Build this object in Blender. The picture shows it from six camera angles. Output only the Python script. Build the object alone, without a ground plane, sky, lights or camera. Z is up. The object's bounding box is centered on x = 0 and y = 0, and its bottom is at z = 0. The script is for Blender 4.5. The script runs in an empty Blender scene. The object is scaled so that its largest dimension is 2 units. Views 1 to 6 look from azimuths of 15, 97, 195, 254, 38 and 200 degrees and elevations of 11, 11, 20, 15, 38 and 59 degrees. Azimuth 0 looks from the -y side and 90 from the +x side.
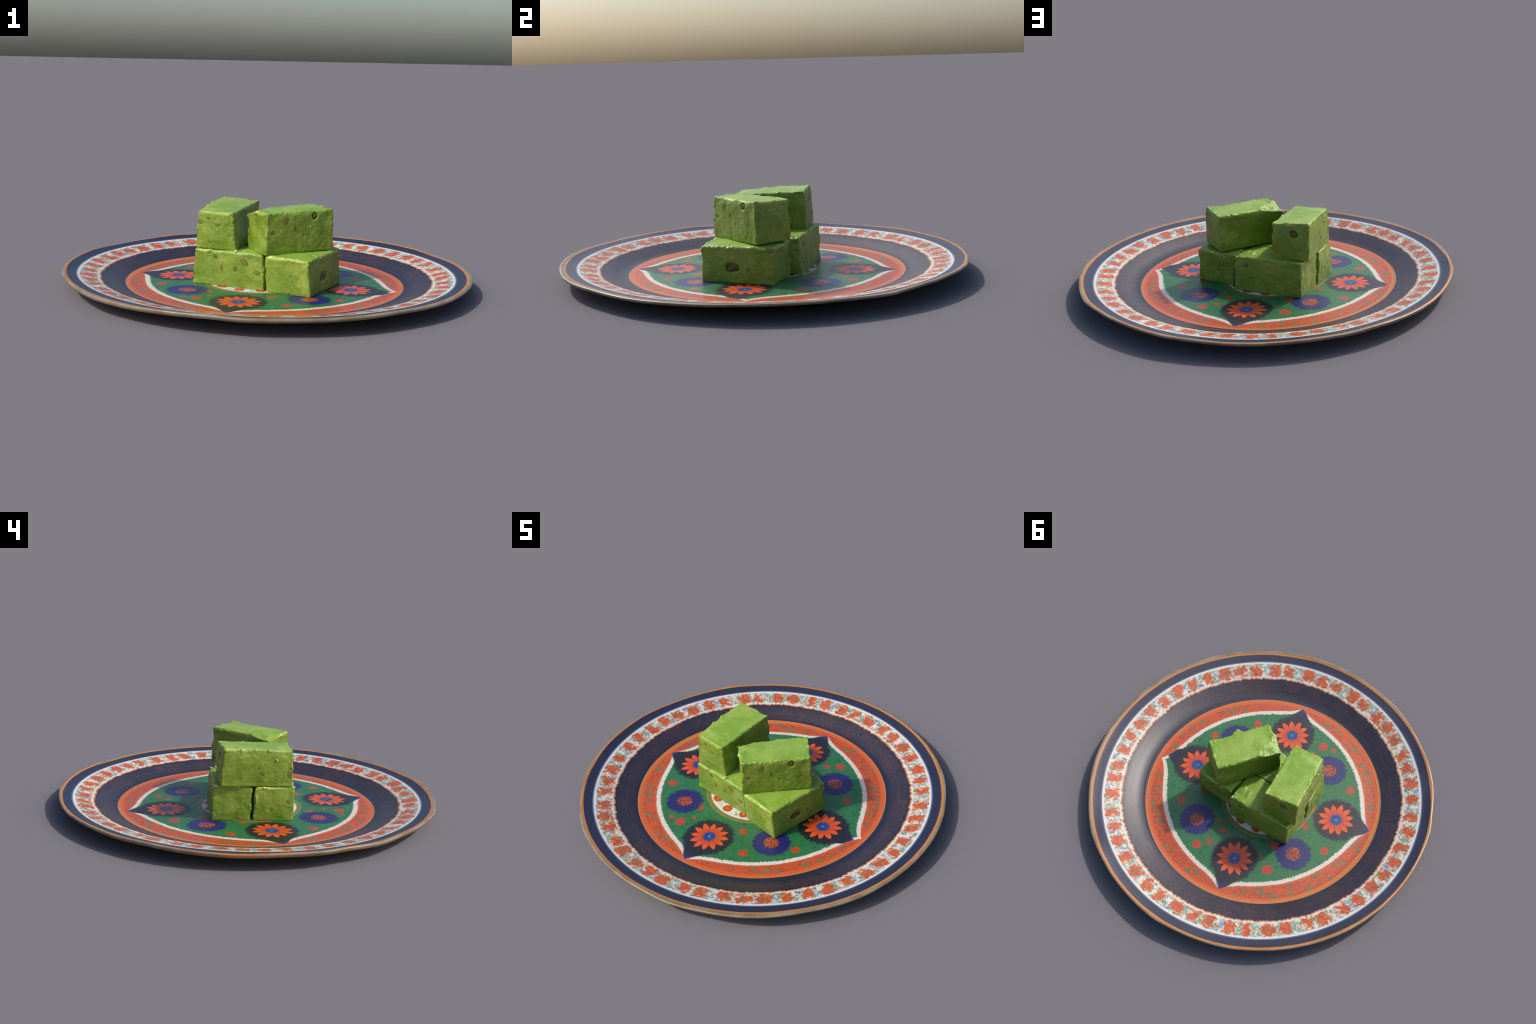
# A round painted porcelain plate carrying five cut blocks of green fudge with nuts in it.
import bpy, math, random
from mathutils import Vector, Matrix, noise

SEED = 11
ROUGH = 0.43          # glaze
LIGHT = 1.20          # how much brighter than its base colour a sunlit level face shows


# ------------------------------------------------------------------ colour helpers
def lin(c):
    c /= 255.0
    return c / 12.92 if c <= 0.04045 else ((c + 0.055) / 1.055) ** 2.4


def lit(r, g, b, spec=0.012):
    """Base colour of paint that looks like sRGB r,g,b when lying in the sun."""
    return tuple(max(0.002, (lin(v) - spec) / LIGHT) for v in (r, g, b)) + (1.0,)


# ------------------------------------------------------------------ node language
class Tree:
    def __init__(self, name):
        self.mat = bpy.data.materials.new(name)
        self.mat.use_nodes = True
        self.t = self.mat.node_tree
        self.t.nodes.clear()
        self.out = self.t.nodes.new("ShaderNodeOutputMaterial")
        self.bsdf = self.t.nodes.new("ShaderNodeBsdfPrincipled")
        self.t.links.new(self.bsdf.outputs[0], self.out.inputs[0])

    def node(self, kind, **kw):
        n = self.t.nodes.new(kind)
        for k, v in kw.items():
            setattr(n, k, v)
        return n

    def put(self, sock, v):
        if isinstance(v, S):
            self.t.links.new(v.s, sock)
        else:
            sock.default_value = v

    def math(self, op, *a, clamp=False):
        n = self.node("ShaderNodeMath", operation=op, use_clamp=clamp)
        for i, v in enumerate(a):
            self.put(n.inputs[i], v)
        return S(self, n.outputs[0])

    def vmath(self, op, *a, out=0, scale=None):
        n = self.node("ShaderNodeVectorMath", operation=op)
        for i, v in enumerate(a):
            self.put(n.inputs[i], v)
        if scale is not None:
            self.put(n.inputs["Scale"], scale)
        return S(self, n.outputs[out])

    def coord(self, which="Object"):
        return S(self, self.node("ShaderNodeTexCoord").outputs[which])

    def split(self, v):
        n = self.node("ShaderNodeSeparateXYZ")
        self.put(n.inputs[0], v)
        return [S(self, o) for o in n.outputs]

    def vec(self, x, y, z):
        n = self.node("ShaderNodeCombineXYZ")
        for i, v in enumerate((x, y, z)):
            self.put(n.inputs[i], v)
        return S(self, n.outputs[0])

    def noise(self, vec, scale, detail=2.0, rough=0.5, dist=0.0, color=False):
        n = self.node("ShaderNodeTexNoise")
        self.put(n.inputs["Vector"], vec)
        n.inputs["Scale"].default_value = scale
        n.inputs["Detail"].default_value = detail
        n.inputs["Roughness"].default_value = rough
        n.inputs["Distortion"].default_value = dist
        return S(self, n.outputs["Color" if color else "Fac"])

    def voronoi(self, vec, scale, feature="F1", out="Distance", rand=1.0):
        n = self.node("ShaderNodeTexVoronoi", feature=feature)
        self.put(n.inputs["Vector"], vec)
        n.inputs["Scale"].default_value = scale
        n.inputs["Randomness"].default_value = rand
        return S(self, n.outputs[out])

    def white(self, w):
        n = self.node("ShaderNodeTexWhiteNoise", noise_dimensions="1D")
        self.put(n.inputs["W"], w)
        return S(self, n.outputs["Value"])

    def step(self, v, a, b):
        """0 below a, 1 above b, smooth between (a > b falls instead)."""
        n = self.node("ShaderNodeMapRange", interpolation_type="SMOOTHSTEP")
        self.put(n.inputs["Value"], v)
        lo, hi, t0, t1 = (a, b, 0.0, 1.0) if a <= b else (b, a, 1.0, 0.0)
        n.inputs["From Min"].default_value = lo
        n.inputs["From Max"].default_value = hi
        n.inputs["To Min"].default_value = t0
        n.inputs["To Max"].default_value = t1
        return S(self, n.outputs["Result"])

    def mix(self, fac, a, b):
        n = self.node("ShaderNodeMix", data_type="RGBA", blend_type="MIX")
        self.put(n.inputs["Factor"], fac)
        self.put(n.inputs[6], a)
        self.put(n.inputs[7], b)
        return S(self, n.outputs[2])

    def shade(self, col, k):
        """col times the number k"""
        return self.vmath("SCALE", col, scale=k)

    def bump(self, height, strength, distance):
        n = self.node("ShaderNodeBump")
        self.put(n.inputs["Height"], height)
        n.inputs["Strength"].default_value = strength
        n.inputs["Distance"].default_value = distance
        return S(self, n.outputs[0])

    def done(self, color, rough=0.4, spec=0.5, normal=None, **more):
        b = self.bsdf.inputs
        self.put(b["Base Color"], color)
        self.put(b["Roughness"], rough)
        self.put(b["Specular IOR Level"], spec)
        if normal is not None:
            self.put(b["Normal"], normal)
        for k, v in more.items():
            self.put(b[k], v)
        return self.mat


class S:
    """A socket that takes part in arithmetic."""

    def __init__(self, t, s):
        self.t, self.s = t, s

    def __add__(self, o): return self.t.math("ADD", self, o)
    def __radd__(self, o): return self.t.math("ADD", o, self)
    def __sub__(self, o): return self.t.math("SUBTRACT", self, o)
    def __rsub__(self, o): return self.t.math("SUBTRACT", o, self)
    def __mul__(self, o): return self.t.math("MULTIPLY", self, o)
    def __rmul__(self, o): return self.t.math("MULTIPLY", o, self)
    def __truediv__(self, o): return self.t.math("DIVIDE", self, o)
    def __pow__(self, o): return self.t.math("POWER", self, o)
    def abs(self): return self.t.math("ABSOLUTE", self)
    def min(self, o): return self.t.math("MINIMUM", self, o)
    def max(self, o): return self.t.math("MAXIMUM", self, o)


def polar(T, x, y):
    return (x * x + y * y) ** 0.5, T.math("ARCTAN2", y, x)


def wrap(T, a, half):
    """angle a folded into -half..half"""
    return T.math("WRAP", a, half, -half)


# ------------------------------------------------------------------ paints
WHITE = lit(226, 221, 209)
ORANGE = lit(226, 88, 34)
ORANGE_DEEP = lit(196, 72, 34)
RED_BAND = lit(210, 94, 42)
GOLD = lit(206, 136, 58)
NAVY = lit(39, 42, 68)
NAVY_DARK = lit(36, 38, 48)
BROWN_SCROLL = lit(104, 70, 60)
GREEN = lit(44, 112, 66)
GREEN_DARK = lit(34, 88, 52)
GREEN_LIGHT = lit(62, 130, 78)
COBALT = lit(44, 44, 122)
COBALT_DARK = lit(36, 36, 92)
INK = lit(37, 36, 42)
BLUE = lit(32, 92, 178)
TEAL = lit(70, 150, 146)
LEAF = lit(64, 122, 84)
SKY = lit(86, 124, 186)
BRONZE = lit(150, 130, 70)
CLAY = lit(150, 138, 116)


def spiky_ring(T, ang, rad, k, seed):
    """-0.5..0.5 noise that runs in fine rays out from a centre"""
    v = T.vec(T.math("COSINE", ang) * k, T.math("SINE", ang) * k, rad * 9.0 + seed)
    return T.noise(v, 1.0, 3.0, 0.65) - 0.5


def well_paint():
    T = Tree("painted_well_glaze")
    P = T.coord()
    x, y, z = T.split(P)
    fine = T.noise(P, 70, 3, 0.6)
    grain = T.noise(P, 190, 2, 0.6)
    wob = T.noise(P, 22, 2, 0.5) - 0.5

    # white scalloped line with four points, red border outside it, green ground inside
    d, phi = polar(T, x + 0.013, y + 0.001)
    hair = spiky_ring(T, phi, d, 62, 3.0)
    hair2 = spiky_ring(T, phi, d, 105, 8.0)
    a = wrap(T, phi + math.pi / 4, math.pi / 4).abs() / (math.pi / 4)     # 0 between the points... 1 at a point
    a = 1.0 - wrap(T, phi, math.pi / 4).abs() / (math.pi / 4)
    R = 0.582 + 0.026 * a * a + 0.05 * a ** 9.0
    dW = R - d

    # red border with scrolls
    ring_d, ring_phi = polar(T, x + 0.018, y - 0.009)
    pv = T.vec(ring_phi * 0.64, ring_d, 0.0)
    scroll = T.noise(P, 30, 2, 0.5, 1.8)
    line = T.step((scroll - 0.5).abs(), 0.060, 0.020)
    spot = T.step(T.voronoi(P, 19, rand=0.9) + (fine - 0.5) * 0.5, 0.37, 0.27)
    mid = T.step(dW * -1.0, 0.006, 0.016) * T.step(ring_d, 0.662, 0.650)
    red = T.mix(T.step(fine, 0.35, 0.7), RED_BAND, ORANGE_DEEP)
    red = T.mix(line * mid * 0.75, red, lit(132, 72, 44))
    red = T.mix(spot * mid * (0.55 + T.step(grain, 0.4, 0.6) * 0.4), red, lit(78, 122, 86))
    rings = T.math("SINE", ring_d * 520.0 + wob * 2.0) * 0.5 + 0.5
    red = T.mix(T.step(ring_d, 0.652, 0.668) * 0.75, red, T.mix(rings, lit(224, 112, 52), lit(206, 92, 44)))
    red = T.mix(T.step(ring_d, 0.676, 0.684), red, T.mix(fine, GOLD, lit(196, 104, 52)))

    # green ground
    gd, gphi = polar(T, x + 0.020, y)
    blades = T.noise(T.vec(x, y, 0.0), 95, 3, 0.7, 1.2)
    green = T.mix(T.step(blades, 0.42, 0.72), GREEN, GREEN_LIGHT)
    green = T.mix(T.step(T.noise(P, 48, 3, 0.7, 0.8), 0.48, 0.66) * 0.7, green, GREEN_DARK)
    specks = T.step(T.noise(P, 33, 3, 0.6), 0.67, 0.72)
    green = T.mix(specks * 0.55, green, lit(128, 92, 56))

    col = T.mix(T.step(dW + hair2 * 0.012 + wob * 0.006, -0.003, 0.004), red, T.mix(T.step(fine, 0.3, 0.75) * 0.55, WHITE, lit(194, 184, 164)))
    inside = T.step(dW + hair * 0.030 + hair2 * 0.010, 0.021, 0.028)
    col = T.mix(inside, col, green)

    # small scattered red blossoms: x, y, size
    dots = [(-.479, -.217, .026), (-.212, -.292, .021), (-.224, -.443, .029), (-.291, -.439, .014), (-.182, -.377, .011),
            (.103, -.314, .023), (.203, -.446, .024), (.411, -.271, .023),
            (.414, .216, .026), (.214, .446, .026), (.150, .402, .019), (.114, .310, .020), (.157, .258, .012), (.315, .104, .020),
            (-.219, .444, .029), (-.205, .287, .027), (-.475, .214, .024), (-.321, .109, .018), (-.336, -.013, .016), (-.155, .385, .010)]
    best = None
    flat = T.vec(x + wob * 0.014, y + (fine - 0.5) * 0.016, 0.0)
    for cx, cy, r in dots:
        q = T.vmath("DISTANCE", flat, (cx, cy, 0.0), out=1) - r
        best = q if best is None else best.min(q)
    blossom = T.mix(T.step(grain, 0.40, 0.62), lit(208, 76, 38), lit(150, 56, 38))
    col = T.mix(T.step(best, 0.003, -0.003), col, blossom)

    # blue rayed flowers on the diagonals
    a2 = wrap(T, gphi + math.pi / 4, math.pi / 4)
    bx = gd * T.math("COSINE", a2) - 0.421
    by = gd * T.math("SINE", a2)
    quad = T.step(x, -0.01, 0.01) * 7.0 + T.step(y, -0.01, 0.01) * 3.0
    br, bang = polar(T, bx, by)
    teeth = spiky_ring(T, bang, quad, 9.5, 1.0)
    tooth2 = (wrap(T, bang, math.pi / 17).abs() / (math.pi / 17) - 0.5) * 0.012
    edge_b = br + teeth * 0.030 + spiky_ring(T, bang, quad, 19, 3.0) * 0.060 + tooth2 * 0.5
    ray = spiky_ring(T, bang, quad, 26, 4.0)
    blue = T.mix(T.step(ray, -0.12, 0.2), COBALT_DARK, COBALT)
    blue = T.mix(T.step(br, 0.085, 0.104) * 0.35, blue, INK)
    blue = T.mix(T.step(br + (fine - 0.5) * 0.016, 0.044, 0.038), blue,
                 T.mix(T.step(T.voronoi(P, 95), 0.30, 0.62), lit(204, 84, 44), lit(112, 56, 52)))
    col = T.mix(T.step(edge_b, 0.103, 0.097), col, blue)

    # orange daisies on dark feathery grounds on the axes (the eastern one stands a little aside)
    shift = T.step(gphi.abs(), 0.62, 0.42) * math.radians(4.9)
    a1 = wrap(T, gphi + shift, math.pi / 4)
    ox = gd * T.math("COSINE", a1) - 0.447
    oy = gd * T.math("SINE", a1)
    orr, oang = polar(T, ox, oy)
    which = T.step(x - y, -0.01, 0.01) * 5.0 + T.step(x + y, -0.01, 0.01) * 11.0
    fur = spiky_ring(T, oang, which, 14, 2.0)
    fur2 = spiky_ring(T, oang, which, 30, 6.0)
    stretch = T.step(ox, 0.0, 0.12) * 0.06
    ground_r = orr * (1.0 - stretch) + fur * 0.060 + fur2 * 0.036
    wedge = T.step(oy.abs() - (0.226 - ox) * 0.68 + fur2 * 0.02, 0.006, -0.010) * T.step(ox, 0.05, 0.08)
    dark = T.step(ground_r, 0.140, 0.124).max(wedge) * T.step(dW + hair2 * 0.006, -0.004, 0.004)
    ink = T.mix(T.step(fur2, 0.0, 0.3) * 0.5, INK, lit(58, 57, 66))
    ink = T.mix(T.step(gd, 0.595, 0.640), ink, lit(46, 46, 96))
    col = T.mix(dark, col, ink)

    n_pet = 12
    pa = wrap(T, oang + which * 0.13, math.pi / n_pet).abs() / (math.pi / n_pet)      # 0 on a petal's rib, 1 between petals
    petal_id = T.math("FLOOR", (oang + which * 0.13) / (2 * math.pi / n_pet) + 0.5) + which
    lenv = 0.100 + T.white(petal_id) * 0.010
    tip = 0.058 + (lenv - 0.058) * ((1.0 - pa).max(0.0) ** 0.62)
    pet = T.step(orr - tip + (fine - 0.5) * 0.004, 0.0025, -0.0025)
    gap = T.step(pa * (0.45 + orr * 6.0), 0.90, 1.0)
    pcol = T.mix(T.step(orr, 0.03, 0.085), ORANGE_DEEP, ORANGE)
    pcol = T.mix(T.step(pa, 0.55, 1.0) * 0.5, pcol, lit(170, 60, 36))
    col = T.mix(pet, col, T.mix(gap * 0.65, pcol, lit(96, 42, 34)))
    eye = T.step(orr + (fine - 0.5) * 0.010, 0.037, 0.032)
    eyecol = T.mix(T.step(T.voronoi(P, 120), 0.32, 0.6), BLUE, lit(26, 56, 112))
    eyecol = T.mix(T.step(orr, 0.009, 0.005), eyecol, lit(86, 140, 120))
    col = T.mix(eye, col, eyecol)

    # centre medallion
    md, mphi = polar(T, x + 0.047, y - 0.001)
    cell = mphi / (2 * math.pi) * 13.0 + 0.1
    ci = T.math("FLOOR", cell)
    cf = cell - ci - 0.5
    fx = cf * (2 * math.pi * 0.218 / 13.0)
    fy = md - (0.212 + T.white(ci) * 0.012)
    fr = (fx * fx + fy * fy) ** 0.5 + (fine - 0.5) * 0.018
    med = T.mix(T.step(fine, 0.3, 0.8) * 0.3, lit(226, 226, 216), lit(190, 196, 186))
    sprig = T.step(T.noise(P, 62, 3, 0.7, 1.0), 0.52, 0.58) * T.step(fr, 0.024, 0.036) * T.step(md, 0.245, 0.232)
    med = T.mix(sprig * 0.85, med, lit(82, 124, 96))
    med = T.mix(T.step(fr, 0.030, 0.025), med, T.mix(T.step(fr, 0.008, 0.004), ORANGE_DEEP, lit(220, 140, 60)))
    med = T.mix(T.step(md, 0.251, 0.254), med, T.mix(T.step((md - 0.266).abs(), 0.004, 0.002), BRONZE, lit(64, 104, 66)))
    col = T.mix(T.step(md + wob * 0.004, 0.279, 0.276), col, med)

    # beyond the gold line: cobalt of the sloping wall
    col = T.mix(T.step(ring_d, 0.6855, 0.6885), col, wall_cobalt(T, P, d))
    bump = T.bump(grain * 0.3 + fine, 0.10, 0.002)
    return T.done(col, ROUGH, 0.85, bump)


def wall_cobalt(T, P, d):
    scroll = T.noise(P, 38, 3, 0.6, 2.2)
    lines = T.step((scroll - 0.5).abs(), 0.05, 0.01)
    patch = T.step(T.noise(P, 9, 2, 0.5), 0.35, 0.65)
    band = T.step(d, 0.70, 0.722) * T.step(d, 0.806, 0.792)
    c = T.mix(T.noise(P, 30, 3, 0.6), NAVY_DARK, NAVY)
    c = T.mix(band * T.step(T.noise(P, 80, 3, 0.7), 0.45, 0.65) * 0.35, c, lit(70, 56, 62))
    c = T.mix(band * lines * (0.22 + patch * 0.5), c, BROWN_SCROLL)
    return T.mix(T.step((d - 0.752).abs(), 0.005, 0.001) * 0.35, c, lit(92, 66, 58))


def rim_paint():
    T = Tree("painted_rim_glaze")
    P = T.coord()
    x, y, z = T.split(P)
    fine = T.noise(P, 75, 3, 0.6)
    grain = T.noise(P, 190, 2, 0.6)
    d, phi = polar(T, x + 0.008, y - 0.003)
    hair = spiky_ring(T, phi, d, 75, 1.0)
    hair2 = spiky_ring(T, phi, d, 150, 5.0)
    ring_d, _ = polar(T, x + 0.018, y - 0.009)
    col = wall_cobalt(T, P, d)
    col = T.mix(T.step(ring_d, 0.6885, 0.6855), col, T.mix(fine, GOLD, lit(196, 104, 52)))

    # white ribbon with a garland of red blossoms and leaves
    v = (d - 0.810) / 0.114
    jag = v + hair * 0.24 + hair2 * 0.08 + (T.noise(P, 16, 2, 0.5) - 0.5) * 0.16
    white = T.mix(T.step(fine, 0.35, 0.8) * 0.35, WHITE, lit(206, 200, 186))
    ribbon = T.mix(T.step(jag, 0.12, 0.03), white, lit(200, 128, 74))
    n = 52
    cell = phi / (2 * math.pi) * n
    ci = T.math("FLOOR", cell)
    h1, h2, h3 = T.white(ci), T.white(ci + 71.3), T.white(ci + 23.7)
    cf = cell - ci - 0.5
    wob = (T.noise(P, 30, 3, 0.65) - 0.5)
    wob2 = (T.noise(P, 50, 3, 0.65) - 0.5)
    ex = (cf + (h1 - 0.5) * 0.24 + (v - 0.5) * (h3 - 0.5) * 0.5 + wob * 1.1) / (0.26 + h2 * 0.11)
    ey = (v - 0.53 - (h3 - 0.5) * 0.14 + wob2 * 1.2) / (0.30 + h1 * 0.08)
    sq = (ex.abs() ** 2.6 + ey.abs() ** 2.6)
    body = T.step(v + wob2 * 0.25, 0.12, 0.20) * T.step(v + wob2 * 0.2, 0.93, 0.85)
    # leaves and small blue sprays fill the spaces between the blossoms
    scrap = T.vmath("ADD", P, T.vec(wob2 * 0.022, wob * 0.022 + (fine - 0.5) * 0.010, 0.0))
    pick = T.split(T.voronoi(scrap, 58, out="Color"))[0]
    gapd = T.voronoi(scrap, 58, feature="DISTANCE_TO_EDGE")
    leafcol = T.mix(T.step(pick, 0.30, 0.32), LEAF, TEAL)
    spray = T.step(T.white(ci + 9.1), 0.40, 0.60)
    leafcol = T.mix(T.step(pick, 0.52, 0.54) * spray, leafcol, SKY)
    leafcol = T.mix(T.step(pick, 0.72, 0.74) * spray, leafcol, lit(48, 84, 150))
    leafcol = T.mix(T.step(pick, 0.86, 0.88), leafcol, lit(210, 150, 92))
    leaves = body * (0.25 + 0.65 * T.step(gapd, 0.02, 0.09)) * T.step(T.noise(P, 42, 2, 0.6), 0.38, 0.54)
    ribbon = T.mix(leaves, ribbon, leafcol)
    ribbon = T.mix(T.step(sq, 2.4, 1.1) * 0.40 * body, ribbon, lit(204, 136, 74))
    petal = T.mix(T.step(T.noise(P, 52, 4, 0.7, 1.2), 0.40, 0.62), lit(214, 94, 34), lit(172, 66, 34))
    petal = T.mix(T.step(wob, 0.06, 0.16) * 0.6, petal, lit(208, 122, 54))
    petal = T.mix(T.step(sq, 0.05, 0.02) * T.step(h2, 0.6, 0.7), petal, lit(96, 108, 76))
    ribbon = T.mix(T.step(sq, 1.12, 0.84) * body * 0.96, ribbon, petal)
    col = T.mix(T.step(jag, -0.02, 0.03) * T.step(d, 0.9262, 0.9225), col, ribbon)

    # outer cobalt band, gold line, worn edge
    outer = T.mix(T.noise(T.vec(d * 6.0, phi * 0.6, 0.0), 22, 3, 0.6), lit(38, 41, 56), lit(42, 46, 76))
    outer = T.mix(T.step(d, 0.934, 0.925), outer, lit(104, 122, 168))
    col = T.mix(T.step(d, 0.9228, 0.9262), col, outer)
    g = d + (T.noise(P, 14, 2, 0.5) - 0.5) * 0.004
    gold = T.mix(fine, GOLD, lit(184, 108, 46))
    col = T.mix(T.step(g, 0.9745, 0.9785), col, gold)
    col = T.mix(T.step(g, 0.9865, 0.990), col, T.mix(T.step(T.noise(P, 10, 2, 0.5), 0.35, 0.7), lit(150, 136, 112), lit(128, 106, 74)))
    bump = T.bump(grain * 0.3 + fine, 0.10, 0.002)
    return T.done(col, ROUGH, 0.85, bump)


def underside_paint():
    T = Tree("bare_glazed_underside")
    P = T.coord()
    n1 = T.noise(P, 12, 3, 0.55)
    n2 = T.noise(P, 7, 3, 0.6)
    c = T.mix(T.step(n1, 0.35, 0.65), lit(156, 146, 126), lit(130, 116, 92))
    c = T.mix(T.step(n2, 0.50, 0.62) * 0.5, c, lit(146, 110, 58))
    return T.done(c, 0.45, 0.45, T.bump(n1, 0.15, 0.003))


def fudge_paint(name, top_skin):
    T = Tree(name)
    P = T.coord()
    gx, gy, gz = T.split(T.coord("Generated"))
    rnd = S(T, T.node("ShaderNodeObjectInfo").outputs["Random"])
    Q = T.vmath("ADD", P, T.vec(rnd * 17.0, rnd * 9.0, rnd * 23.0))
    big = T.noise(Q, 9, 3, 0.55)
    midn = T.noise(Q, 34, 3, 0.6)
    fine = T.noise(Q, 140, 3, 0.7)
    grit = T.noise(Q, 260, 2, 0.7)
    # the smooth skin on top, the cut and crumbly sides
    skin = 1.0 if top_skin else 0.0
    side = T.mix(T.step(big, 0.35, 0.65), lit(114, 144, 46), lit(140, 162, 63))  # greens deepened toward the shade baked on the original's sides
    side = T.mix(T.step(midn, 0.42, 0.68) * 0.45, side, lit(108, 136, 45))
    side = T.mix(T.step(fine, 0.54, 0.68) * 0.55, side, lit(186, 198, 96))
    side = T.mix(T.step(fine, 0.42, 0.30) * 0.45, side, lit(112, 132, 48))
    top = T.mix(T.step(big, 0.35, 0.65), lit(130, 168, 60), lit(150, 181, 78))
    top = T.mix(T.step(midn, 0.55, 0.75) * 0.35, top, lit(122, 156, 58))
    col = top if top_skin else side
    # pale broken band along the upper rim of each block
    ex = (gx - 0.5).abs().max((gy - 0.5).abs())
    near = T.step(gz, 0.87, 0.95) * T.step(ex, 0.450, 0.482)
    col = T.mix(near * T.step(midn * 0.6 + fine * 0.4, 0.40, 0.56) * 0.8, col, lit(204, 220, 104))
    # rubbed patches with pale grain
    blot = T.step(T.noise(Q, 15, 3, 0.6), 0.50, 0.70)
    col = T.mix(blot * 0.30, col, lit(112, 140, 50))
    rub = T.step(T.noise(Q, 6.5, 2, 0.5), 0.58, 0.66) * T.step(grit, 0.44, 0.6)
    col = T.mix(rub * 0.50, col, lit(196, 210, 108))
    # small dark bits of nut skin and tiny air holes
    vd = T.voronoi(Q, 26)
    pick = T.split(T.voronoi(Q, 26, out="Color"))[0]
    bits = T.step(vd + (fine - 0.5) * 0.22, 0.19, 0.11) * T.step(pick, 0.74, 0.80)
    col = T.mix(bits * 0.30, col, T.mix(T.step(pick, 0.8, 0.82), lit(104, 112, 50), lit(72, 76, 40)))
    vd2 = T.voronoi(Q, 60)
    pick2 = T.split(T.voronoi(Q, 60, out="Color"))[0]
    holes = T.step(vd2, 0.17, 0.09) * T.step(pick2, 0.78, 0.82)
    col = T.mix(holes * 0.5, col, lit(64, 74, 36))
    height = midn * 0.9 + fine * 0.45 * (1.0 - 0.75 * skin) - holes * 0.35 + grit * 0.10 * (1.0 - 0.8 * skin)
    nor = T.bump(height, 0.22 if top_skin else 0.50, 0.004)
    return T.done(col, (0.34 if top_skin else 0.28) + fine * 0.26, 0.5, nor)


def nut_paint(name, a, b):
    T = Tree(name)
    P = T.coord()
    n = T.noise(P, 90, 3, 0.6, 0.6)
    c = T.mix(T.step(n, 0.38, 0.66), lit(*a), lit(*b))
    return T.done(c, 0.45, 0.4, T.bump(n, 0.3, 0.002))


def crumb_paint():
    T = Tree("pale_crumb")
    n = T.noise(T.coord(), 110, 2, 0.6)
    return T.done(T.mix(n, lit(214, 216, 176), lit(178, 196, 110)), 0.5, 0.4)


# ------------------------------------------------------------------ object helpers
def link(ob):
    bpy.context.scene.collection.objects.link(ob)
    return ob


def mesh_object(name, verts, faces, mat, parent=None, normals=None):
    me = bpy.data.meshes.new(name)
    me.from_pydata(verts, [], faces)
    me.polygons.foreach_set("use_smooth", [True] * len(me.polygons))
    me.materials.append(mat)
    me.update()
    if normals is not None:
        me.normals_split_custom_set_from_vertices(normals)
    ob = link(bpy.data.objects.new(name, me))
    if parent:
        ob.parent = parent
    return ob


# ------------------------------------------------------------------ plate
def spline(pts, per):
    """Catmull-Rom through profile points"""
    out = []
    for i in range(len(pts) - 1):
        p0, p1, p2, p3 = pts[max(i - 1, 0)], pts[i], pts[i + 1], pts[min(i + 2, len(pts) - 1)]
        for k in range(per):
            t = k / per
            out.append(tuple(0.5 * (2 * b + (c - a) * t + (2 * a - 5 * b + 4 * c - d) * t * t + (3 * b - a - 3 * c + d) * t ** 3)
                             for a, b, c, d in zip(p0, p1, p2, p3)))
    out.append(pts[-1])
    return out


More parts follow.
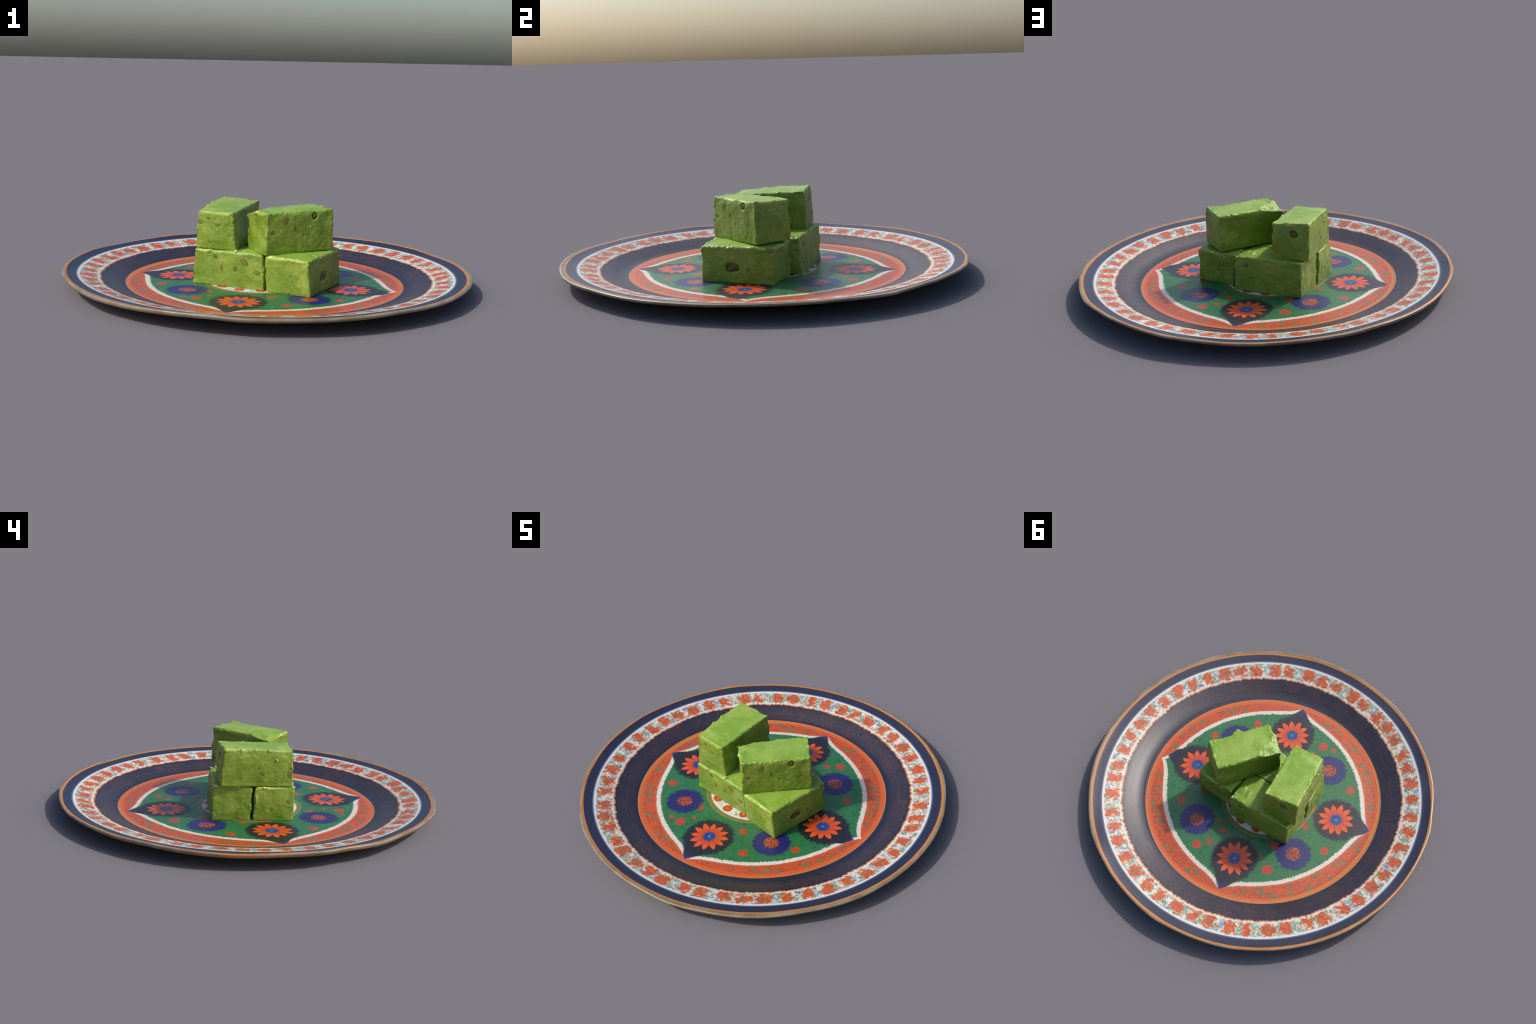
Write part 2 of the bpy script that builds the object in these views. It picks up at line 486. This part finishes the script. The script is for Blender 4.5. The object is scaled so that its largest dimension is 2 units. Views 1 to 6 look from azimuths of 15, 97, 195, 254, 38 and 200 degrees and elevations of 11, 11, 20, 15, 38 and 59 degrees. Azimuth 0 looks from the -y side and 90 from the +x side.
def build_plate():
    rng = random.Random(SEED)
    seg = 288
    # hand-thrown, slightly facetted edge: uneven corners round the rim
    corners, ang = [], 0.0
    while ang < 2 * math.pi - 0.10:
        corners.append((ang, rng.uniform(-0.006, 0.003), rng.uniform(-0.005, 0.005)))
        ang += rng.uniform(0.13, 0.27)
    corners.append((2 * math.pi, corners[0][1], corners[0][2]))

    def edge(phi):
        for (a0, r0, z0), (a1, r1, z1) in zip(corners, corners[1:]):
            if a0 <= phi <= a1:
                t = (phi - a0) / (a1 - a0)
                t = 0.5 * t + 0.5 * t * t * (3 - 2 * t)
                return r0 + (r1 - r0) * t, z0 + (z1 - z0) * t
        return 0.0, 0.0

    top = spline([(0.0, .0125), (.20, .0125), (.40, .0122), (.56, .012), (.645, .0115), (.672, .0125), (.684, .0140)], 8)
    wall = spline([(.684, .0140), (.694, .0148), (.72, .0208), (.76, .0342), (.808, .0494), (.866, .0620), (.924, .0730),
                   (.960, .0797), (.984, .0852), (.994, .0868), (1.0005, .0850), (1.002, .0805), (.998, .0750), (.991, .0715)], 5)
    under = spline([(.991, .0715), (.955, .0630), (.90, .0500), (.82, .0290), (.74, .0100), (.70, .0055), (.682, .0010), (.668, .0),
                    (.655, .0008), (.645, .0030), (.60, .0035), (.30, .0035), (0.0, .0035)], 4)
    prof = [p for p in top[:-1]] + wall[:-1] + under
    n_top, n_wall = len(top) - 1, len(wall) - 1

    verts, rows = [], []
    for i, (r, z) in enumerate(prof):
        if r < 1e-6:
            rows.append([len(verts)] * seg)
            verts.append((0, 0, z))
            continue
        row = []
        w = max(0.0, min(1.0, (r - 0.90) / 0.09)) ** 2
        for s in range(seg):
            phi = 2 * math.pi * s / seg
            dr, dz = edge(phi)
            soft = noise.noise(Vector((math.cos(phi) * 2.0, math.sin(phi) * 2.0, 1.7))) * 0.003 * max(0.0, (r - 0.7) / 0.3)
            rr = r * (1 + dr * w)
            if i > n_top + n_wall - 14 and r > 0.9:            # the lip hangs a little lower on one side
                soft -= 0.008 * (0.5 - 0.5 * math.cos(phi - 0.35)) * min(1.0, (i - n_top - n_wall + 14) / 12) * min(1.0, (r - 0.9) / 0.06)
            row.append(len(verts))
            verts.append((rr * math.cos(phi), rr * math.sin(phi), z + (dz * w + soft if r > 0.7 else 0.0)))
        rows.append(row)
    for a in (0, 1):                                   # true to the outer width
        lo, hi = min(v[a] for v in verts), max(v[a] for v in verts)
        k = 1.999 / (hi - lo)
        verts = [tuple((c - (lo + hi) / 2) * k - 0.002 if i == a else c for i, c in enumerate(v)) for v in verts]
    quads = []
    for i in range(len(rows) - 1):
        strip = []
        for s in range(seg):
            t = (s + 1) % seg
            f = [rows[i][s], rows[i + 1][s], rows[i + 1][t], rows[i][t]]
            f = list(dict.fromkeys(f))
            strip.append(f)
        quads.append(strip)

    whole = bpy.data.meshes.new("plate_whole")
    whole.from_pydata(verts, [], [f for s in quads for f in s])
    whole.update()
    vn = [v.normal.copy() for v in whole.vertices]
    bpy.data.meshes.remove(whole)

    thing = link(bpy.data.objects.new("porcelain_plate", None))
    thing["label"] = "round porcelain plate painted with red, navy and green flowers"
    thing["category"] = "plate"
    parts = [("well", 0, n_top, well_paint()), ("rim", n_top, n_top + n_wall, rim_paint()), ("underside", n_top + n_wall, len(quads), underside_paint())]
    for name, i0, i1, mat in parts:
        faces = [f for s in quads[i0:i1] for f in s]
        used = sorted({v for f in faces for v in f})
        new = {v: k for k, v in enumerate(used)}
        mesh_object(name, [verts[v] for v in used], [[new[v] for v in f] for f in faces], mat, thing, [vn[v] for v in used])
    return thing


# ------------------------------------------------------------------ fudge
FACES = {   # side of the block: fixed axis, its sign, axes that run along (u, v)
    "front": (1, -1, 0, 2, 1), "back": (1, 1, 0, 2, 1), "left": (0, -1, 1, 2, 1), "right": (0, 1, 1, 2, 1), "top": (2, 1, 0, 1, 1), "base": (2, -1, 0, 1, 1)}


class Block:
    """Eight corners, low and high: front-left, front-right, back-right, back-left (world metres)."""

    def __init__(self, low, high, seed, nuts=(), chips=(), pits=(), lumps=(), rough=1.0, swell=None):
        self.low = [Vector(p) for p in low]
        self.high = [Vector(p) for p in high]
        self.seed, self.nuts, self.chips, self.pits, self.lumps, self.rough = seed, nuts, chips, pits, lumps, rough
        self.swell = dict(front=.004, back=.004, left=.004, right=.004, top=.005, base=0.0)
        self.swell.update(swell or {})
        self.centre = sum(self.low, Vector()) / 4
        ax = (self.low[1] - self.low[0]) + (self.low[2] - self.low[3])
        up = (self.high[2] - self.high[0]).cross(self.high[3] - self.high[1]).normalized()
        side = up.cross(ax).normalized()
        self.frame = Matrix((side.cross(up), side, up)).transposed()      # leans with the block's top face
        self.inv = (Matrix.Translation(self.centre) @ self.frame.to_4x4()).inverted()
        L = [self.inv @ p for p in self.low + self.high]
        self.c = L
        self.size = Vector((((L[1] - L[0]).length + (L[2] - L[3]).length) / 2, ((L[3] - L[0]).length + (L[2] - L[1]).length) / 2,
                            sum((L[4 + i] - L[i]).length for i in range(4)) / 4))

    def at(self, u, v, w):
        c = self.c
        lo = (c[0] * (1 - u) + c[1] * u) * (1 - v) + (c[3] * (1 - u) + c[2] * u) * v
        hi = (c[4] * (1 - u) + c[5] * u) * (1 - v) + (c[7] * (1 - u) + c[6] * u) * v
        return lo * (1 - w) + hi * w

    def on_face(self, face, u, v):
        ax, sg, a, b, _ = FACES[face]
        p = [0.0, 0.0, 0.0]
        p[ax] = 1.0 if sg > 0 else 0.0
        p[a], p[b] = u, v
        P = self.at(*p)
        e = 0.01
        pa, pb = list(p), list(p)
        pa[a] += e
        pb[b] += e
        ta, tb = (self.at(*pa) - P).normalized(), (self.at(*pb) - P).normalized()
        n = ta.cross(tb).normalized()
        if n[ax] * sg < 0:
            n = -n
        return P, ta, tb, n


def grid_line(n):
    """0..1 with finer steps near both ends"""
    out = []
    for i in range(n + 1):
        t = i / n
        out.append(0.80 * t + 0.20 * (0.5 - 0.5 * math.cos(math.pi * t)))
    return out


def build_block(B, mats, name="fudge_block"):
    fudge, nut_mats, crumb = mats
    sz = B.size
    cnt = [max(24, int(s / 0.0036)) for s in sz]
    line = [grid_line(n) for n in cnt]
    off = Vector((B.seed * 3.71, B.seed * 1.93, B.seed * 5.17))
    radius = 0.0075
    keys, verts, faces = {}, [], []

    calm = []
    for face, u, v, ru, rv, kind in B.nuts:
        P, ta, tb, n = B.on_face(face, u, v)
        P = P + n * B.swell[face] * min(1.0, 5 * u * (1 - u)) * min(1.0, 5 * v * (1 - v))
        calm.append((P, n, max(ru, rv), kind, ta, tb, ru, rv))

    def place(i, j, k):
        key = (i, j, k)
        if key in keys:
            return keys[key]
        u, v, w = line[0][i], line[1][j], line[2][k]
        p = Vector((u * sz.x, v * sz.y, w * sz.z))
        wp = B.at(u, v, w)
        nz = wp + off
        rad = radius * (0.75 + 0.9 * max(0.0, noise.noise(nz * 16.0) + 0.2))
        rb = rad * (0.55 if w < 0.5 else 1.0)
        q = Vector([min(max(p[a], rb), sz[a] - rb) for a in range(3)])
        dv = p - q
        n = dv.normalized()
        if dv.length > rb:
            p = q + n * rb
        P = B.at(p.x / sz.x, p.y / sz.y, p.z / sz.z)
        # relief: broad sag, lumps, crumbs
        quiet = 1.0
        dent = 0.0
        for C, fn, r, kind, ta, tb, ru, rv in calm:
            rel = P - C
            if abs(rel.dot(fn)) > 0.02:
                continue
            e = math.sqrt((rel.dot(ta) / ru) ** 2 + (rel.dot(tb) / rv) ** 2)
            if e < 1.6:
                quiet = min(quiet, max(0.1, (e - 0.9) / 0.7))
            if kind == "hollow" and e < 1.35:
                t = max(0.0, min(1.0, (1.35 - e) / 0.35))
                dent += 0.009 * t * t * (3 - 2 * t)
        topness = max(0.0, n.z)
        low = 1.0 - min(1.0, p.z / 0.02)
        h = noise.noise(nz * 7.0) * 0.0032 + noise.noise(nz * 17.0 + Vector((5, 1, 2))) * (0.0028 - 0.0012 * topness)
        h += noise.noise(nz * 48.0) * 0.0013 * (1.0 - 0.55 * topness) + noise.noise(nz * 110.0) * 0.0007 * (1.0 - 0.6 * topness)
        # ragged crumbs where the knife left the upper rim
        m = sorted((min(p.x, sz.x - p.x), min(p.y, sz.y - p.y), sz.z - p.z))
        edge = max(0.0, 1.0 - (m[0] + m[1]) / 0.016)
        rag = max(0.0, 0.7 * noise.noise(nz * 27.0 + Vector((9, 4, 7))) + 0.5 * noise.noise(nz * 66.0) + 0.1) ** 1.5
        h += max(0.0, 1.0 - (m[0] + m[1]) / 0.034) * (noise.noise(nz * 13.0 + Vector((2, 8, 3))) + 0.15) * 0.008 * (1.0 if p.z > sz.z * 0.4 else 0.4)
        h += edge * (rag * 0.017 - 0.001) * (1.0 if p.z > sz.z * 0.5 or m[1] > p.z else 0.7)
        h = h * quiet * (1.0 - 0.75 * low) * B.rough - dent
        P = P + n * h
        # faces sag outward a little in the middle
        hump = (min(1.0, 5 * u * (1 - u)), min(1.0, 5 * v * (1 - v)), min(1.0, 5 * w * (1 - w)))
        sw = B.swell
        P.x += (sw["right"] * max(0.0, n.x) - sw["left"] * max(0.0, -n.x)) * hump[1] * hump[2]
        P.y += (sw["back"] * max(0.0, n.y) - sw["front"] * max(0.0, -n.y)) * hump[0] * hump[2]
        P.z += sw["top"] * max(0.0, n.z) * hump[0] * hump[1]
        for face, a, b, ra, depth in B.pits:
            C, ta, tb, fn = B.on_face(face, a, b)
            e = (P - C).length / ra
            if e < 1.0:
                P = P - fn * depth * (1 - e * e) ** 2
        for face, a, b, ra, rb2, tall in B.lumps:
            C, ta, tb, fn = B.on_face(face, a, b)
            rel = P - C
            e = (rel.dot(ta) / ra) ** 2 + (rel.dot(tb) / rb2) ** 2
            if e < 1.0 and abs(rel.dot(fn)) < 0.02:
                P = P + fn * tall * (1 - e) ** 1.5 * (0.8 + 0.6 * noise.noise(nz * 40.0))
        # broken corners: shaved back to a rough plane
        for C, fn in B.chips:
            C2 = B.inv @ Vector(C)
            f2 = (B.inv.to_3x3() @ Vector(fn)).normalized()
            over = (P - C2).dot(f2)
            if over > 0:
                P = P - f2 * (over - noise.noise(nz * 30.0) * 0.004 - noise.noise(nz * 80.0) * 0.002)
        if p.z < 1e-4 + rb:
            P.z = max(P.z, min(B.at(u, v, 0).z, P.z + 1.0) - 0.001)
        keys[key] = len(verts)
        verts.append(P)
        return keys[key]

    nx, ny, nk = cnt
    t0 = t1 = 0
    for k in (0, nk):
        t0 = len(faces)
        for i in range(nx):
            for j in range(ny):
                f = [place(i, j, k), place(i + 1, j, k), place(i + 1, j + 1, k), place(i, j + 1, k)]
                faces.append(f if k else f[::-1])
    t1 = len(faces)
    for j in (0, ny):
        for i in range(nx):
            for k in range(nk):
                f = [place(i, j, k), place(i + 1, j, k), place(i + 1, j, k + 1), place(i, j, k + 1)]
                faces.append(f[::-1] if j else f)
    for i in (0, nx):
        for j in range(ny):
            for k in range(nk):
                f = [place(i, j, k), place(i, j + 1, k), place(i, j + 1, k + 1), place(i, j, k + 1)]
                faces.append(f if i else f[::-1])
    ob = mesh_object(name, verts, faces, fudge[0])
    ob.data.materials.append(fudge[1])
    ob.data.polygons.foreach_set("material_index", [1 if t0 <= i < t1 else 0 for i in range(len(faces))])
    ob.location = B.centre
    ob.rotation_euler = B.frame.to_euler()
    ob["label"] = "cut block of green fudge with brown nut pieces"
    ob["category"] = "fudge"

    rng = random.Random(B.seed * 101 + SEED)
    for C, fn, r, kind, ta, tb, ru, rv in calm:
        nut = nut_piece(rng, ru, rv, "hollow" if kind == "hollow" else "flush", nut_mats[kind])
        nut.parent = ob
        up = fn.cross(ta).normalized()
        M = Matrix((ta, up, fn)).transposed().to_4x4()
        sink = -0.0055 if kind == "hollow" else 0.0004
        M.translation = C + fn * sink
        nut.matrix_local = M
    return ob


def nut_piece(rng, ru, rv, kind, mat):
    """An irregular sliced nut: rounded outline, nearly flat cut face, body sunk below."""
    ph = [rng.uniform(0, 6.28) for _ in range(4)]
    amp = [rng.uniform(0.05, 0.15) / (1 + 0.5 * i) for i in range(4)]
    around, prof = 28, [(0.0, 1.0), (0.45, 0.95), (0.8, 0.75), (0.96, 0.35), (1.0, 0.0), (0.8, -1.6), (0.35, -2.6), (0.0, -2.8)]
    tall = 0.0014 if kind == "flush" else 0.0042
    verts, faces = [], []
    for r, h in prof:
        for s in range(around):
            t = 2 * math.pi * s / around
            k = r * (1 + sum(a * math.sin((i + 2) * t + p) for i, (a, p) in enumerate(zip(amp, ph))))
            lump = noise.noise(Vector((k * math.cos(t) * 2.2 + ph[0], k * math.sin(t) * 2.2, ph[1]))) * (0.45 if kind == "hollow" else 0.35) * (1 - r * r)
            verts.append((k * ru * math.cos(t), k * rv * math.sin(t), (h + lump) * tall))
    for i in range(len(prof) - 1):
        for s in range(around):
            t = (s + 1) % around
            a, b = i * around, (i + 1) * around
            faces.append((a + s, b + s, b + t, a + t))
    return mesh_object("nut", verts, faces, mat)


def crumb_piece(B, ob, face, u, v, size, mat, rng):
    P, ta, tb, n = B.on_face(face, u, v)
    verts, faces = [], []
    rows, around = 9, 12
    s0 = rng.uniform(0, 50)
    for i in range(rows + 1):
        th = math.pi * i / rows
        for s in range(around):
            t = 2 * math.pi * s / around
            d = Vector((math.sin(th) * math.cos(t), math.sin(th) * math.sin(t), math.cos(th)))
            k = size * (1 + 0.5 * noise.noise(d * 1.6 + Vector((s0, 0, 0))))
            verts.append(d * k)
    for i in range(rows):
        for s in range(around):
            t = (s + 1) % around
            faces.append((i * around + s, (i + 1) * around + s, (i + 1) * around + t, i * around + t))
    c = mesh_object("crumb", verts, faces, mat)
    c.parent = ob
    c.location = P + n * size * 0.5


def build_fudge():
    fudge = (fudge_paint("cut_fudge_paste", False), fudge_paint("smooth_fudge_skin", True))
    nuts = {"flush": nut_paint("sliced_nut", (124, 128, 58), (110, 120, 50)),
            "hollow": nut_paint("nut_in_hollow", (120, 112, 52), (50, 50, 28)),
            "dark": nut_paint("dark_nut_skin", (106, 120, 50), (84, 96, 42))}
    crumb = crumb_paint()
    mats = (fudge, nuts, crumb)
    F = .0118
    west = Block([(-.340, -.149, F), (.034, -.201, F), (.048, -.018, F), (-.302, .053, F)],
                 [(-.323, -.159, .187), (.028, -.209, .186), (.044, -.016, .187), (-.309, .043, .189)], 1, swell=dict(back=.014, right=.018),
                 nuts=[("front", .73, .77, .019, .019, "flush"), ("front", .915, .50, .014, .0135, "flush"), ("front", .60, .56, .0075, .012, "dark"),
                       ("front", .30, .85, .010, .012, "dark"), ("front", .40, .56, .008, .013, "flush"), 
                       ("left", .13, .57, .013, .012, "flush"), ("left", .55, .38, .011, .010, "flush")])
    east = Block([(.051, -.219, F), (.274, -.264, F), (.348, .088, F), (.139, .142, F)],
                 [(.046, -.228, .186), (.260, -.266, .182), (.345, .091, .187), (.121, .153, .188)], 2, swell=dict(left=.018, top=.008),
                 nuts=[("front", .45, .055, .026, .010, "flush"), ("right", .425, .43, .030, .021, "hollow"), ("right", .29, .07, .021, .012, "flush"),
                       ("right", .65, .41, .007, .010, "dark"), ("right", .95, .92, .016, .012, "flush"),
                       ("front", .58, .55, .008, .006, "flush")])
    north = Block([(-.295, .066, F), (.072, -.012, F), (.118, .198, F), (-.256, .260, F)],
                  [(-.297, .059, .186), (.066, -.014, .187), (.110, .180, .193), (-.258, .252, .201)], 3, swell=dict(back=.003, front=.016, right=.018),
                  nuts=[("back", .82, .76, .012, .012, "dark")],
                  lumps=[("top", .80, .70, .012, .034, .015), ("top", .93, .60, .025, .035, .008)])
    upper_west = Block([(-.324, -.146, .189), (-.119, -.167, .190), (-.101, .202, .198), (-.293, .224, .200)],
                       [(-.318, -.146, .374), (-.133, -.168, .371), (-.102, .194, .388), (-.295, .208, .399)], 4, swell=dict(front=.006, top=.003),
                       nuts=[("front", .10, .72, .017, .012, "flush"), ("front", .57, .68, .015, .010, "flush"), ("front", .36, .22, .011, .010, "flush"),
                             ("front", .32, .82, .009, .007, "dark"), 
                             ("left", .43, .37, .011, .010, "dark"), ("left", .48, .53, .009, .008, "flush"), ("left", .04, .36, .015, .020, "flush"),
                             ("back", .42, .72, .019, .017, "hollow")])
    upper_east = Block([(.052, -.238, .188), (.322, .009, .197), (.198, .151, .200), (-.074, -.098, .192)],
                       [(.052, -.236, .388), (.316, .006, .394), (.197, .149, .393), (-.080, -.098, .388)], 5, swell=dict(left=.001, front=.006),
                       nuts=[("front", .27, .80, .019, .020, "flush"), ("front", .72, .87, .012, .015, "hollow"), ("front", .41, .63, .006, .012, "dark"),
                             ("front", .08, .56, .015, .012, "flush")],
                       chips=[((.000, -.055, .386), (-.32, .08, .94))],
                       pits=[("top", .95, .15, .009, .004), ("top", .93, .80, .009, .004), ("front", .55, .42, .014, .005), ("left", .55, .62, .05, .008), ("left", .25, .45, .04, .006)])
    rng = random.Random(SEED + 5)
    for B, crumbs in ((west, [("top", .60, .03, .0085), ("top", .72, .05, .0055)]), (east, [("top", .86, .35, .005), ("top", .93, .32, .004)]),
                      (north, [("top", .97, .86, .006)]), (upper_west, [("left", .24, .74, .0065)]), (upper_east, [("front", .65, .62, .005)])):
        ob = build_block(B, mats)
        for f, u, v, s in crumbs:
            crumb_piece(B, ob, f, u, v, s, crumb, rng)


build_plate()
build_fudge()
